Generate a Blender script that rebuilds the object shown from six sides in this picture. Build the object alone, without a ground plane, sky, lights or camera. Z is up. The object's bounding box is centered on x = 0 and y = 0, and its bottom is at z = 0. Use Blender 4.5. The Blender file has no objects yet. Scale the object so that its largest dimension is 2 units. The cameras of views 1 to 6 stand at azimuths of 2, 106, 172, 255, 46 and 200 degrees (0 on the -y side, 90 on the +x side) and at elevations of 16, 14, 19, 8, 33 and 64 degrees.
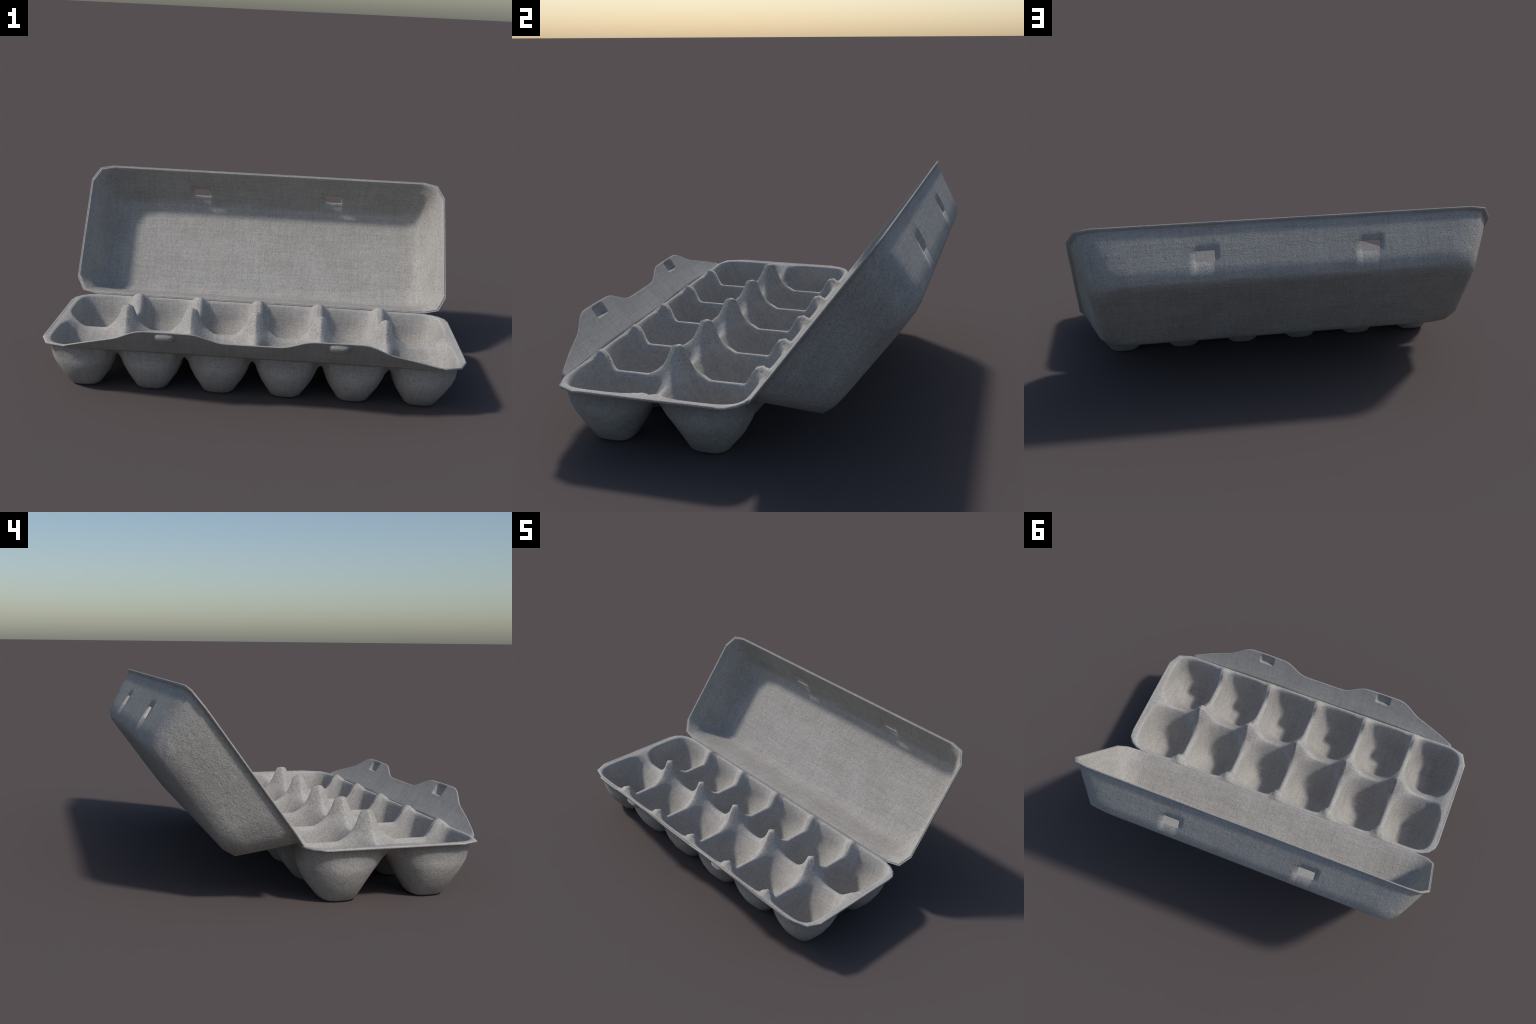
"""Open moulded-pulp egg carton: twelve-cup tray, hinged lid, front closing flap."""
import bpy, bmesh
import numpy as np
from mathutils import Vector

# ------------------------------------------------------------------ sizes
PITCH = 0.32              # spacing of the cups along x
MID_Y = -0.2325           # y of the ridge between the two rows
HALF_D = 0.374            # half depth of the tray
END_W = 0.35              # width of an end cell, divider to rim edge
RIM_Z = 0.243
CUP_X, CUP_Y = 0.16, 0.192   # cup floor centre, measured from divider / middle ridge


def table(*pairs):
    xs, ys = [p[0] for p in pairs], [p[1] for p in pairs]
    return lambda d: np.interp(d, xs, ys)


# height of the divider ridge, by distance from the middle ridge towards the rim
divider_height = table((0, .323), (.017, .323), (.025, .319), (.031, .309), (.04, .289), (.053, .259),
                       (.065, .233), (.082, .218), (.108, .200), (.122, .1925), (.135, .191), (.272, .191),
                       (.281, .195), (.303, .227), (.319, .256), (.329, .2665), (.336, .269), (.346, .268),
                       (.358, .256), (.366, .248), (.374, .243))
# height of the middle ridge, by distance from a post
middle_height = table((0, .323), (.017, .323), (.025, .319), (.031, .309), (.036, .289), (.043, .271),
                      (.058, .249), (.072, .232), (.09, .212), (.105, .200), (.115, .197), (.16, .196))
middle_height_end = table((0, .323), (.017, .323), (.025, .319), (.031, .309), (.036, .289), (.043, .271),
                          (.058, .249), (.072, .232), (.09, .212), (.105, .200), (.115, .197), (.215, .197),
                          (.24, .205), (.275, .228), (.298, .241), (.31, RIM_Z), (.35, RIM_Z))
post_cone = table((0, .323), (.017, .323), (.025, .319), (.031, .309), (.038, .289), (.05, .262),
                  (.065, .236), (.095, .210), (.12, .2), (.13, 9))

# outer cup cross-sections: height, half-extents (towards divider, towards rim/next divider, middle ridge, long rim)
LEVELS = [  # z, roundness exponent, divider, far side, end rim, middle, long rim
    (.000, 3.2, .061, .061, .061, .061, .062),
    (.011, 2.7, .078, .078, .078, .077, .080),
    (.073, 2.1, .120, .120, .123, .116, .130),
    (.125, 2.25, .143, .143, .150, .145, .157),
    (.158, 2.55, .150, .150, .158, .165, .166),
]
SKIN = 0.011
RIDGE_W, RIMX_W, RIMY_W = .0165, .040, .022


# half-cone peaks where the dividers meet the long rims
peak_cone = table((0, .271), (.010, .2700), (.018, .2665), (.026, .258), (.034, .246), (.045, .225), (.066, .192), (.08, .17), (.2, .0))
end_rim_face = table((.32, RIM_Z), (.334, .2425), (.3405, .2405), (.3455, .2465), (.35, .2435))
PEAK_V = .344


def superellipse(dx, dy, xm, xp, ym, yp, p):
    """radius of a rounded rectangle in unit direction (dx, dy)"""
    ax = np.where(dx < 0, xm, xp)
    ay = np.where(dy < 0, ym, yp)
    return ((np.abs(dx) / ax) ** p + (np.abs(dy) / ay) ** p) ** (-1 / p)


def cell_boundary(end, row):
    """samples (u, v, side) round one cell; u from the divider outward, v from the middle ridge outward"""
    w = END_W if end else PITCH
    if end:
        # the rim corners are cut with two facets at the flap side, with four at the hinge side
        turn = [(w, .278), (.318, .349), (.232, HALF_D)] if row < 0 else \
            [(w, .264), (.343, .306), (.318, .341), (.280, .363), (.232, HALF_D)]
        corners = [((0, 0), (w, 0), 'mid'), ((w, 0), turn[0], 'rimx')] \
            + [(a, b, 'corner') for a, b in zip(turn, turn[1:])] + [((.232, HALF_D), (0, HALF_D), 'rimy'),
                   ((0, HALF_D), (0, 0), 'div')]
    else:
        corners = [((0, 0), (w, 0), 'mid'), ((w, 0), (w, HALF_D), 'div2'), ((w, HALF_D), (0, HALF_D), 'rimy'),
                   ((0, HALF_D), (0, 0), 'div')]
    out = []
    for a, b, side in corners:
        a, b = np.array(a, float), np.array(b, float)
        length = np.linalg.norm(b - a)
        if side == 'mid':
            breaks = [0, .01, .017, .025, .031, .038, .046, .058, .072, .09, .105, .125, .16]
            if end:
                pos = breaks + [.19, .215, .24, .258, .275, .29, .307, .325, .334, .3405, .3455, w]
            else:
                pos = breaks + [w - q for q in breaks[-2::-1]]
        elif side in ('div', 'div2'):
            pos = [0, .01, .017, .025, .031, .038, .046, .055, .065, .08, .095, .11, .124, .135, .16, .19, .22, .25,
                   .268, .276, .284, .294, .304, .313, .322, .331, .338, .346, .354, .361, .367, HALF_D]
            if side == 'div':
                pos = [HALF_D - q for q in pos[::-1]]
        elif side == 'rimy':
            breaks = [0, .008, .016, .025, .036, .05, .07, .1, .13, .16]
            pos = breaks + ([.19, .21, length] if end else [w - q for q in breaks[-2::-1]])
            pos = [length - q for q in pos[::-1]] if end else pos
        elif side == 'rimx':
            pos = [0, .012, .025, .04, .06, .085, .11, .14, .17, .2, .23, .25, length]
        else:
            pos = [0, length / 3, 2 * length / 3, length]
        for q in sorted(pos)[:-1]:
            p = a + (b - a) * q / length
            out.append((p[0], p[1], side))
    return out


def ridge_height(u, v, side, end):
    w = END_W if end else PITCH
    if side == 'mid':
        return float(middle_height_end(u) if end else middle_height(min(u, w - u)))
    if side in ('div', 'div2'):
        return float(divider_height(v))
    if side == 'rimy':
        return RIM_Z
    return RIM_Z


def cell_rings(end, under, row):
    """rings of points (u, v, z) from the cup floor to the cell boundary, plus side tags"""
    w = END_W if end else PITCH
    bnd = cell_boundary(end, row)
    U = np.array([b[0] for b in bnd]); V = np.array([b[1] for b in bnd])
    side = np.array([b[2] for b in bnd])
    ZB = np.array([ridge_height(*b, end) for b in bnd])
    dx, dy = U - CUP_X, V - CUP_Y
    B = np.hypot(dx, dy); dx, dy = dx / B, dy / B
    # 1 on the rim, 0 on the ridges, blending where a ridge runs out into the rim
    rim = np.isin(side, ('rimx', 'rimy', 'corner')).astype(float)
    rim = np.where(np.isin(side, ('div', 'div2')), np.clip((V - .352) / .022, 0, 1), rim)
    if end:
        rim = np.where(side == 'mid', np.clip((U - .23) / .12, 0, 1), rim)
    by = lambda on_rim, on_ridge: on_ridge + (on_rim - on_ridge) * rim
    skin = SKIN if under else 0.0
    xp_w = RIMX_W if end else RIDGE_W
    opening = superellipse(dx, dy, CUP_X - RIDGE_W + .8 * skin, w - CUP_X - xp_w + .8 * skin,
                           CUP_Y - RIDGE_W + .8 * skin, HALF_D - CUP_Y - RIMY_W + .8 * skin,
                           np.where((dx > 0) & end, 3.3 if under else 3.8,
                                    np.where(dy < 0, 2.8, 4.3 if under else 5.2)))
    opening = np.minimum(opening, B - (.0015 if under else .006))
    drop = .006 if under else 0
    dividers = [0] if end else [0, w]

    def shaped(x, y, z, peaks):
        """posts and rim peaks: cones that the thin ridges run into"""
        for px in dividers:
            d = (np.abs(x - px) ** 1.2 + np.abs(y) ** 1.2) ** (1 / 1.2)   # posts are ribbed along the dividers
            cone = post_cone(d) - drop * 1.6
            z = np.where((d < .09) & peaks, cone, np.minimum(z, cone))
            if peaks:
                near_rim = np.where(y > PEAK_V, .80, .9 - .1 * np.clip(1 - (PEAK_V - y) / .04, 0, 1))
                pk = np.minimum(peak_cone(np.hypot((x - px) * near_rim, y - PEAK_V)), RIM_Z + (HALF_D - y) * .85)
                z = np.maximum(z, pk - drop * 5.5)
        if end and peaks:
            z = np.where(x < .295, np.minimum(z, middle_height_end(x) + .5 * np.abs(y) - drop), z)
            if not under:
                z = np.where((x > .325) & (y < .27), end_rim_face(x), z)
        return z
    slack = np.maximum(0, B - opening - .018)
    top = ZB - by(.009, .012) - by(0, .3 * slack) - drop
    top = shaped(CUP_X + dx * opening, CUP_Y + dy * opening, top, True) - by(0, .004)
    rings = []

    def put(r, z, peaks=False):
        z = np.broadcast_to(z, U.shape).astype(float).copy()
        x, y = CUP_X + dx * r, CUP_Y + dy * r
        rings.append(np.stack([x, y, shaped(x, y, z, peaks)], 1))

    put(np.full_like(B, .03), 0 if under else SKIN)
    for z, p, dm, dp, de, mid, rimy in LEVELS:
        s = 0 if under else SKIN * (.9 if z > .05 else 1.0)
        zz = z + (0 if under else (SKIN if z < .005 else .008 if z < .05 else .005))
        r = superellipse(dx, dy, dm - s, (de if end else dp) - s, mid - s, rimy - s, p)
        put(np.minimum(r, opening), zz)
    z0 = .158 + (0 if under else .005)
    r0 = np.hypot(rings[-1][:, 0] - CUP_X, rings[-1][:, 1] - CUP_Y)
    for f in (.35, .7, 1.0):
        put(r0 + (opening - r0) * f ** .8, z0 + (np.maximum(top, z0 + .004) - z0) * f)
    k_open = len(rings) - 1
    gap = B - opening
    if under:
        zb = ZB - by(.0060, .011)
        put(opening + gap * .5, by(ZB - .0075, (rings[-1][:, 2] + zb) / 2))
        put(B, zb, True)
    else:
        lip = np.where(side == 'rimx', 1, np.where(side == 'corner', .15, 0)) * np.clip((gap - .012) / .01, 0, 1)
        # (share of the ridge half-width, drop below its crown), (way across the rim, drop below its face)
        for f, drop_ridge, across, drop_rim in (
                (.30, .0030, opening + np.minimum(.004, gap * .2), .0035), (.50, .0013, opening + np.minimum(.007, gap * .32), .0015),
                (.65, .0006, opening + np.minimum(.010, gap * .45), .0005), (.78, .0002, B - np.minimum(.022, gap * .42), .001 * lip),
                (.88, .0001, B - np.minimum(.0095, gap * .22), .0025 * lip), (.95, 0, B - np.minimum(.0045, gap * .12), -.0035 * lip)):
            put(by(across, opening + gap * f), by(ZB - drop_rim, ZB - drop_ridge - .25 * slack * (1 - f)), True)
        put(B, ZB - .003 * np.isin(side, ('rimx', 'rimy', 'corner')) + .004 * lip, True)
    return rings, side, k_open


# ------------------------------------------------------------------ tray
def build_tray():
    verts, faces, labels = [], [], []

    def emit(pts):
        base = len(verts)
        verts.extend(map(tuple, pts))
        return base

    cup = 0
    for row in (1, -1):
        for i in range(6):
            end = i in (0, 5)
            if i == 0:
                x_of = lambda u: -2 * PITCH - u
                mirror = True
            else:
                x0 = -2 * PITCH + (i - 1) * PITCH
                x_of = (lambda u, x0=x0: x0 + u)
                mirror = False
            edges = []
            for under in (False, True):
                rings, side, k_open = cell_rings(end, under, row)
                n = len(side)
                ids = []
                for r in rings:
                    pts = np.stack([x_of(r[:, 0]), MID_Y + row * r[:, 1], r[:, 2]], 1)
                    b = emit(pts)
                    ids.append(np.arange(b, b + n))
                c = emit([(x_of(CUP_X), MID_Y + row * CUP_Y, 0 if under else SKIN)])
                flip = mirror ^ (row < 0) ^ under

                def quad(loop, lab):
                    faces.append(loop if not flip else loop[::-1])
                    labels.append(lab)
                for k in range(len(ids)):
                    for j in range(n):
                        m = (j + 1) % n
                        if k == 0:
                            quad([c, ids[0][j], ids[0][m]], ('egg_cup', cup))
                            continue
                        loop = [ids[k - 1][j], ids[k][j], ids[k][m], ids[k - 1][m]]
                        mid = np.mean([verts[q] for q in loop], 0)
                        px = np.clip(np.round(mid[0] / PITCH), -2, 2)
                        d = np.hypot(mid[0] - px * PITCH, mid[1] - MID_Y)
                        if d < .062 and k > 3:
                            lab = ('post', int(px) + 2)
                        elif k <= k_open:
                            lab = ('egg_cup', cup)
                        else:
                            lab = ('tray', 0)
                        quad(loop, lab)
                edges.append((ids[-1], side, flip))
            # wall of the outer rim edge
            (ia, side, flip), (ib, _, _) = edges
            n = len(side)
            for j in range(n):
                if side[j] in ('rimx', 'rimy', 'corner'):
                    m = (j + 1) % n
                    loop = [ia[j], ib[j], ib[m], ia[m]]
                    faces.append(loop if not flip else loop[::-1])
                    labels.append(('tray', 0))
            cup += 1
    return verts, faces, labels


# ------------------------------------------------------------------ lid
LID_O = np.array([0, .1405, .2455])
LID_T = np.array([0, .589, .808])      # from the hinge up across the opening
LID_N = np.array([0, .808, -.589])     # depth, away from the opening
LID_W, LID_H = 1.0, .77
HOLE_X = (.337, .427)
HOLE_D = (.115, .164)


def lid_outline():
    """perimeter columns: (corner anchor weights) as functions of inset"""
    cols = []  # (x, t, nx, nt) at inset 0 and inward direction
    cut = [(.112, 0), (.040, .017), (0, .092)]

    def corner(sx, st):
        pts = []
        for cx, ct in cut:
            x = sx * (LID_W - cx)
            t = (LID_H - ct) if st > 0 else ct
            pts.append((x, t, sx, st))
        return pts
    inner = sorted(set([round(s * q, 4) for s in (-1, 1) for q in
                        (.295, .307, .318, .328, .337, .352, .367, .382, .397, .412, .427, .436, .446, .457, .469, .2, .1, .58, .80)] + [0]))
    loop = []
    # top edge, from +x to -x
    tr = corner(1, 1); tl = corner(-1, 1); bl = corner(-1, -1); br = corner(1, -1)
    loop += tr[::-1]
    loop += [(x, LID_H, 0, 1) for x in inner[::-1]]
    loop += tl
    loop += [(-LID_W, t, -1, 0) for t in (.57, .44, .33, .20)]
    loop += bl[::-1]
    loop += [(x, 0, 0, -1) for x in np.linspace(-.80, .80, 13)]
    loop += br
    loop += [(LID_W, t, 1, 0) for t in (.20, .33, .44, .57)]
    return np.array(loop)


def lid_ring(loop, inset, depth):
    x = loop[:, 0] - np.sign(loop[:, 2]) * inset
    t = loop[:, 1] - np.sign(loop[:, 3]) * inset
    t = t - .005 * np.clip((depth - .06) / .15, 0, 1)      # the floor sits a little towards the hinge
    plain = loop[:, 2] == 0
    x = np.where(plain, x * (1 - np.clip((np.abs(x) - .5) / .3, 0, 1) * inset * .9), x)
    plain = loop[:, 3] == 0
    t = np.where(plain, LID_H / 2 + (t - LID_H / 2) * (1 - np.clip((np.abs(t - LID_H / 2) - .03) / .1, 0, 1) * inset * 2.7), t)
    return x, t, np.full(len(loop), depth)


def build_lid():
    loop = lid_outline()
    n = len(loop)
    wall = lambda d: .028 + (d - .04) * (.092 - .028) / (.195 - .04)
    depths = [.068, .085, .1, HOLE_D[0], .131, .148, HOLE_D[1], .176]
    outer = [(.0, .001), (.0005, .006), (.010, .0085), (.017, .0105), (.0195, .013), (.0215, .02)] \
        + [(wall(d), d) for d in depths] + [(.1065, .229), (.140, .2465), (.172, .2475), (.208, .2475)]
    thick = .0035
    inner = [(.0012, 0), (.0036, 0), (.0050, .004), (.0064, 0), (.0098, .0), (.0118, .0012), (.0165, .009), (.0245, .022)] \
        + [(wall(d) + thick, d) for d in depths] + [(.111, .222), (.144, .2395), (.174, .2405), (.209, .2405)]
    verts, faces, labels = [], [], []
    k_wall = {}
    grids = []
    for which, rings in (('outer', outer), ('inner', inner)):
        ids = []
        for inset, depth in rings:
            x, t, d = lid_ring(loop, inset, depth)
            P = LID_O + np.outer(x, [1, 0, 0]) + np.outer(t, LID_T) + np.outer(d, LID_N)
            b = len(verts)
            verts.extend(map(tuple, P))
            ids.append(np.arange(b, b + n))
        grids.append((ids, rings))
        first = rings.index((wall(depths[0]) + (thick if which == 'inner' else 0), depths[0]))
        kh0 = first + depths.index(HOLE_D[0]); kh1 = first + depths.index(HOLE_D[1])
        k_wall[which] = (first, kh0, kh1)
        for k in range(1, len(ids)):
            for j in range(n):
                m = (j + 1) % n
                xm = abs((loop[j, 0] + loop[m, 0]) / 2)
                if loop[j, 3] > 0 and loop[m, 3] > 0 and kh0 < k <= kh1 and HOLE_X[0] < xm < HOLE_X[1]:
                    continue
                f = [ids[k - 1][j], ids[k - 1][m], ids[k][m], ids[k][j]]
                faces.append(f if which == 'inner' else f[::-1])
                labels.append(('lid_rim', 0) if k < first else ('lid', 0))
        f = list(ids[-1])
        faces.append(f if which == 'inner' else f[::-1])
        labels.append(('lid', 0))
    # join the skins at the rim edge
    o0, i0 = grids[0][0][0], grids[1][0][0]
    for j in range(n):
        m = (j + 1) % n
        faces.append([o0[j], o0[m], i0[m], i0[j]])
        labels.append(('lid_rim', 0))
    # walls of the slots (own vertices, crisp edges)
    for s in (-1, 1):
        js = [j for j in range(n) if loop[j, 3] > 0 and HOLE_X[0] - 1e-6 <= s * loop[j, 0] <= HOLE_X[1] + 1e-6]
        (fo, o0k, o1k), (fi, i0k, i1k) = k_wall['outer'], k_wall['inner']
        ring = [(j, 0) for j in js] + [(js[-1], k) for k in range(1, o1k - o0k + 1)] \
            + [(j, o1k - o0k) for j in js[-2::-1]] + [(js[0], k) for k in range(o1k - o0k - 1, 0, -1)]
        P = [(verts[grids[0][0][o0k + k][j]], verts[grids[1][0][i0k + k][j]]) for j, k in ring]
        L = len(P)
        for a in range(L):
            c = (a + 1) % L
            b = len(verts)
            verts.extend([P[a][0], P[c][0], P[c][1], P[a][1]])
            faces.append([b, b + 1, b + 2, b + 3])
            labels.append(('lid', 0))
    return verts, faces, labels


# ------------------------------------------------------------------ flap
flap_top = table((0, .3335), (.10, .3335), (.135, .335), (.16, .340), (.185, .350), (.21, .361), (.235, .371), (.26, .377),
                 (.285, .379), (.38, .3805), (.48, .3805), (.505, .378), (.53, .371), (.555, .360), (.58, .346), (.605, .333),
                 (.63, .323), (.66, .315), (.75, .289), (.84, .259), (.872, .2455))
TAB = (.388, .352, .0465, .0215)        # centre x, centre z, half width, half height


def build_flap():
    xs = np.unique(np.round(np.concatenate([np.linspace(-.872, .872, 81), *[s * np.linspace(.33, .446, 25) for s in (-1, 1)]]), 4))
    rows = np.concatenate([np.linspace(0, .60, 9)[:-1], np.linspace(.60, .985, 22)])
    base = np.array([-.606, .240]); slope = np.array([-.108, .137]); slope /= np.linalg.norm(slope)
    nrm = np.array([-slope[1], slope[0]])          # outward (front, downward)
    th = .0065
    verts, faces, labels = [], [], []
    skins = []
    for skin in (0, 1):
        grid = []
        for x in xs:
            h = (float(flap_top(abs(x))) - base[1]) / slope[1]
            col = []
            lift = h
            for f in list(rows) + [1.0]:
                l = lift * f
                z = base[1] + slope[1] * l
                square = 8 if skin == 0 else 3.2
                r = ((abs(abs(x) - TAB[0]) / TAB[2]) ** square + (abs(z - TAB[1]) / TAB[3]) ** square) ** (1 / square)
                q = np.clip(1 - r, 0, 1)
                # pocket with steep sides on the inside, rounded knob outside
                d = .017 * min(1, q / .30) ** .8 if skin == 0 else .019 * (1 - min(1, r) ** 2.4) ** .62
                bow = -.006 * np.sin(np.pi * min(1, l / .17))   # slight outward belly
                edge = .0025 if f > .99 else 0
                off = (0 if skin == 0 else th - edge) + (edge if skin == 0 else 0) + d + bow * -.6
                p = base + slope * l + nrm * off
                col.append((x, p[0], p[1], q))
            grid.append(col)
        ids = []
        for col in grid:
            b = len(verts)
            verts.extend([(c[0], c[1], c[2]) for c in col])
            ids.append((np.arange(b, b + len(col)), [c[3] for c in col]))
        skins.append(ids)
    m = len(rows) + 1
    for skin, ids in enumerate(skins):
        for i in range(len(xs) - 1):
            for k in range(m - 1):
                f = [ids[i][0][k], ids[i + 1][0][k], ids[i + 1][0][k + 1], ids[i][0][k + 1]]
                q = max(ids[i][1][k], ids[i + 1][1][k], ids[i + 1][1][k + 1], ids[i][1][k + 1])
                faces.append(f[::-1] if skin == 0 else f)
                labels.append(('locking_tab', int(xs[i] > 0)) if q > 1e-4 else ('flap', 0))
    a, b = skins
    for i in range(len(xs) - 1):
        for k in (0, m - 1):
            f = [a[i][0][k], a[i + 1][0][k], b[i + 1][0][k], b[i][0][k]]
            faces.append(f if k == 0 else f[::-1]); labels.append(('flap', 0))
    for i in (0, len(xs) - 1):
        for k in range(m - 1):
            f = [a[i][0][k], a[i][0][k + 1], b[i][0][k + 1], b[i][0][k]]
            faces.append(f if i else f[::-1]); labels.append(('flap', 0))
    return verts, faces, labels


def build_hinge():
    """thin bent strip between the back of the tray rim and the lower lid rim"""
    prof = [(.1385, .2385), (.1445, .2400), (.1475, .2440), (.1445, .2470), (.1425, .2430), (.1385, .2418)]
    verts, faces = [], []
    for x in np.linspace(-.882, .882, 30):
        verts += [(x, y, z) for y, z in prof]
    k = len(prof)
    for i in range(29):
        for j in range(k):
            m = (j + 1) % k
            faces.append([i * k + j, i * k + m, (i + 1) * k + m, (i + 1) * k + j])
    faces.append(list(range(k))[::-1]); faces.append([29 * k + j for j in range(k)])
    return verts, faces, [('hinge', 0)] * len(faces)


# ------------------------------------------------------------------ materials
def pulp_material(name, tint=1.0, grain=1.0, size=1.0, fleck=.55):
    m = bpy.data.materials.new(name)
    m.use_nodes = True
    nt = m.node_tree
    N, Lk = nt.nodes, nt.links
    bsdf = N["Principled BSDF"]
    bsdf.inputs["Roughness"].default_value = .92
    bsdf.inputs["Specular IOR Level"].default_value = .12
    co = N.new("ShaderNodeTexCoord")

    def noise(scale, detail=4, rough=.6, squash=None, dist=0.0):
        n = N.new("ShaderNodeTexNoise")
        n.inputs["Scale"].default_value = scale
        n.inputs["Detail"].default_value = detail
        n.inputs["Roughness"].default_value = rough
        n.inputs["Distortion"].default_value = dist
        if squash:
            mp = N.new("ShaderNodeMapping")
            mp.inputs["Scale"].default_value = squash
            Lk.new(co.outputs["Object"], mp.inputs["Vector"])
            Lk.new(mp.outputs["Vector"], n.inputs["Vector"])
        else:
            Lk.new(co.outputs["Object"], n.inputs["Vector"])
        return n.outputs["Fac"]

    def ramp(src, *stops):
        r = N.new("ShaderNodeValToRGB")
        els = r.color_ramp.elements
        while len(els) < len(stops):
            els.new(.5)
        for e, (p, v) in zip(els, stops):
            e.position, e.color = p, (v, v, v, 1)
        Lk.new(src, r.inputs["Fac"])
        return r.outputs["Color"]

    def mul(a, b, fac=1.0):
        x = N.new("ShaderNodeMix")
        x.data_type, x.blend_type = 'RGBA', 'MULTIPLY'
        x.inputs["Factor"].default_value = fac
        Lk.new(a, x.inputs["A"]); Lk.new(b, x.inputs["B"])
        return x.outputs["Result"]

    base = N.new("ShaderNodeMix")
    base.data_type = 'RGBA'
    base.inputs["A"].default_value = (.427 * tint, .405 * tint, .376 * tint, 1)
    base.inputs["B"].default_value = (.480 * tint, .460 * tint, .431 * tint, 1)
    Lk.new(ramp(noise(5.5, 5, .6), (.35, 0), (.65, 1)), base.inputs["Factor"])
    col = base.outputs["Result"]
    # short pressed fibres lying along and across the carton, dark flecks, fine speckle
    col = mul(col, ramp(noise(1, 3, .65, (38 / size, 230 / size, 230 / size)), (.32, .80), (.52, 1.0), (.72, 1.10)), .55)
    col = mul(col, ramp(noise(1, 3, .65, (230 / size, 46 / size, 46 / size)), (.32, .84), (.52, 1.0), (.72, 1.08)), .55)
    col = mul(col, ramp(noise(175 / size, 3, .7), (.33, .50), (.45, .95), (.66, 1.12)), fleck)
    # long faint threads of the forming screen
    col = mul(col, ramp(noise(1, 2, .5, (5, 95, 95)), (.3, .90), (.5, 1.0), (.7, 1.07)), .75)
    col = mul(col, ramp(noise(1, 2, .5, (95, 7, 7)), (.3, .91), (.5, 1.0), (.7, 1.06)), .75)
    # base colour darkened on down-facing normals to deepen the shade on undersides
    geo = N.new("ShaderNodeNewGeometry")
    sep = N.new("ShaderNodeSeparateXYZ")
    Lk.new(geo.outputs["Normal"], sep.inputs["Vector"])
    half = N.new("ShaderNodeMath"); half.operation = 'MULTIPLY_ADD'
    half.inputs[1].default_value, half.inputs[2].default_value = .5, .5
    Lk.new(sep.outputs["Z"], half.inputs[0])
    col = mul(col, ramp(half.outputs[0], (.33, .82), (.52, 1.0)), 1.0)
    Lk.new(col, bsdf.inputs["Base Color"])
    b1 = N.new("ShaderNodeBump")
    b1.inputs["Strength"].default_value = .45 * grain
    b1.inputs["Distance"].default_value = .005
    Lk.new(noise(180 / size, 4, .6), b1.inputs["Height"])
    b2 = N.new("ShaderNodeBump")
    b2.inputs["Strength"].default_value = .16 * grain
    b2.inputs["Distance"].default_value = .012
    Lk.new(noise(42 / size, 3, .55), b2.inputs["Height"])
    Lk.new(b2.outputs["Normal"], b1.inputs["Normal"])
    Lk.new(b1.outputs["Normal"], bsdf.inputs["Normal"])
    return m


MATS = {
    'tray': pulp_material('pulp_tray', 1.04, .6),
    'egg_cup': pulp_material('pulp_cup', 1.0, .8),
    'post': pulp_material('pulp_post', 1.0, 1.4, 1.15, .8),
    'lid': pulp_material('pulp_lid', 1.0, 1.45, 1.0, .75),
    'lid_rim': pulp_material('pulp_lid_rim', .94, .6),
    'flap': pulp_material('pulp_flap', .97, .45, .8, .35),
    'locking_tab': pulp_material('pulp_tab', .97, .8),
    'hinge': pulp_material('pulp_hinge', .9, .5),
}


# ------------------------------------------------------------------ assembly
def weld(verts, faces, labels):
    """merge coincident border points of neighbouring cells"""
    key, remap, out = {}, [], []
    for v in verts:
        k = (round(v[0], 5), round(v[1], 5), round(v[2], 5))
        if k not in key:
            key[k] = len(out); out.append(v)
        remap.append(key[k])
    f2, l2 = [], []
    for f, l in zip(faces, labels):
        g = []
        for i in f:
            i = remap[i]
            if i not in g:
                g.append(i)
        if len(g) > 2:
            f2.append(g); l2.append(l)
    return out, f2, l2


def soften(me, rounds=12):
    """wet pulp leaves no sharp arrises: relax the upper skin of ridges, posts and peaks"""
    co = np.array([v.co[:] for v in me.vertices])
    ed = np.array([e.vertices[:] for e in me.edges])
    fixed = (co[:, 2] < .150) | (np.abs(co[:, 0]) > .982) | (np.abs(co[:, 1] - MID_Y) > .3695)
    cnt = np.bincount(ed.ravel(), minlength=len(co))
    peaks = np.abs(co[:, 1] - MID_Y) > .275
    for turn in range(rounds):
        held = fixed | (~peaks & (turn > 1))
        acc = np.zeros_like(co)
        np.add.at(acc, ed[:, 0], co[ed[:, 1]]); np.add.at(acc, ed[:, 1], co[ed[:, 0]])
        mean = acc / np.maximum(cnt, 1)[:, None]
        co = np.where(held[:, None], co, co + .5 * (mean - co))
    me.vertices.foreach_set("co", co.ravel())


def blend_normals(me, co, nr, rounds=5):
    """soft shading over ridges, posts and peaks"""
    ed = np.array([e.vertices[:] for e in me.edges])
    fixed = (co[:, 2] < .165) | (np.abs(co[:, 0]) > .965) | (np.abs(co[:, 1] - MID_Y) > .366)
    for _ in range(rounds):
        acc = nr * 1.0
        np.add.at(acc, ed[:, 0], nr[ed[:, 1]]); np.add.at(acc, ed[:, 1], nr[ed[:, 0]])
        acc /= np.maximum(np.linalg.norm(acc, axis=1), 1e-9)[:, None]
        nr = np.where(fixed[:, None], nr, acc)
    return nr


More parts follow.
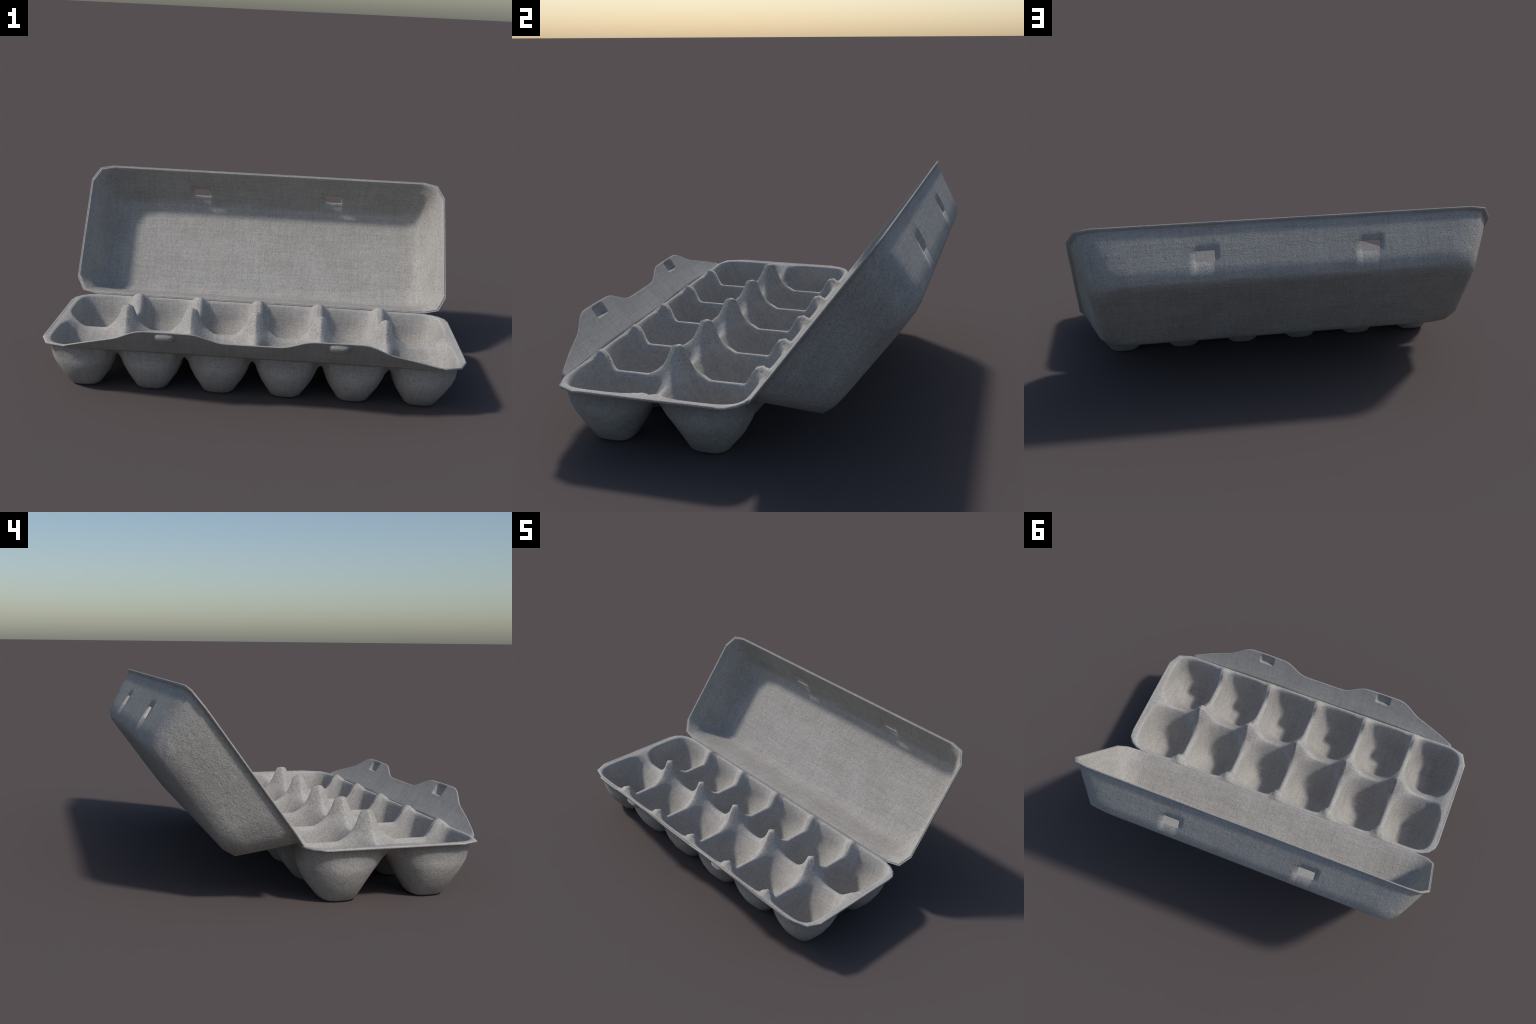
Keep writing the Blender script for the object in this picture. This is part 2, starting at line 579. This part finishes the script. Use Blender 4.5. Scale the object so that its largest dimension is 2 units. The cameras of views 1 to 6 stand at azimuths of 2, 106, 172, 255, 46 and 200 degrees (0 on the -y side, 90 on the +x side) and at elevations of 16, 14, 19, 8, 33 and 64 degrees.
def roll_into_slots(co, nr):
    """the pulp rolls over into the lid slots: shade their surroundings as a soft rounding"""
    d = (co - LID_O) @ LID_N
    x = np.abs(co[:, 0])
    t = (co - LID_O) @ LID_T
    px = np.clip(x, *HOLE_X) - x
    pd = np.clip(d, *HOLE_D) - d
    away = np.hypot(px / .030, pd / .034)
    on = (t > .6) & (d > .06) & (d < .2) & (np.abs(nr @ LID_T) > .75)
    w = np.where(on, np.clip(1 - away, 0, 1), 0)
    cx, cd = (HOLE_X[0] + HOLE_X[1]) / 2 - x, (HOLE_D[0] + HOLE_D[1]) / 2 - d
    ex = np.where(px != 0, np.sign(px), np.where(np.abs(cx) > .0449, np.sign(cx), 0)) * np.sign(co[:, 0])
    ed = np.where(pd != 0, np.sign(pd), np.where(np.abs(cd) > .0244, np.sign(cd), 0))
    slope = np.array([0, .808, -.589]) - .46 * LID_T
    slope /= np.linalg.norm(slope)
    out = nr + w[:, None] * .62 * (np.outer(ex, [1, 0, 0]) + np.outer(ed, slope))
    return out / np.linalg.norm(out, axis=1)[:, None]


def add_objects(verts, faces, labels, parent_of, do_weld=False):
    """cut one continuous shell into named parts that keep the normals of the whole"""
    if do_weld:
        verts, faces, labels = weld(verts, faces, labels)
    whole = bpy.data.meshes.new("whole")
    whole.from_pydata([tuple(map(float, v)) for v in verts], [], [list(map(int, f)) for f in faces])
    if do_weld:
        soften(whole)
    whole.update()
    normals = np.array([v.normal[:] for v in whole.vertices])
    if do_weld:
        normals = blend_normals(whole, np.array(verts, float), normals)
    if any(l[0] == 'lid' for l in labels):
        normals = roll_into_slots(np.array(verts, float), normals)
    groups = {}
    for f, l in zip(faces, labels):
        groups.setdefault(l, []).append(f)
    made = {}
    for (name, i), fs in sorted(groups.items(), key=lambda g: (g[0][0] != 'tray' and g[0][0] != 'lid' and g[0][0] != 'flap', g[0])):
        used = sorted({int(q) for f in fs for q in f})
        index = {q: k for k, q in enumerate(used)}
        me = bpy.data.meshes.new(name)
        me.from_pydata([tuple(map(float, verts[q])) for q in used], [], [[index[int(q)] for q in f] for f in fs])
        me.polygons.foreach_set("use_smooth", [True] * len(me.polygons))
        me.update()
        me.normals_split_custom_set_from_vertices([tuple(normals[q]) for q in used])
        me.materials.append(MATS[name])
        ob = bpy.data.objects.new(name, me)
        bpy.context.scene.collection.objects.link(ob)
        ob.parent = parent_of(name, made)
        made.setdefault(name, ob)
    bpy.data.meshes.remove(whole)
    return made


carton = bpy.data.objects.new("egg_carton", None)
bpy.context.scene.collection.objects.link(carton)
carton["label"] = "open grey moulded paper pulp egg carton, twelve empty cups"
carton["category"] = "egg carton"

add_objects(*build_tray(), lambda n, made: carton if n == 'tray' else made['tray'], do_weld=True)
add_objects(*build_lid(), lambda n, made: carton if n == 'lid' else made['lid'])
add_objects(*build_flap(), lambda n, made: carton if n == 'flap' else made['flap'])
add_objects(*build_hinge(), lambda n, made: carton)
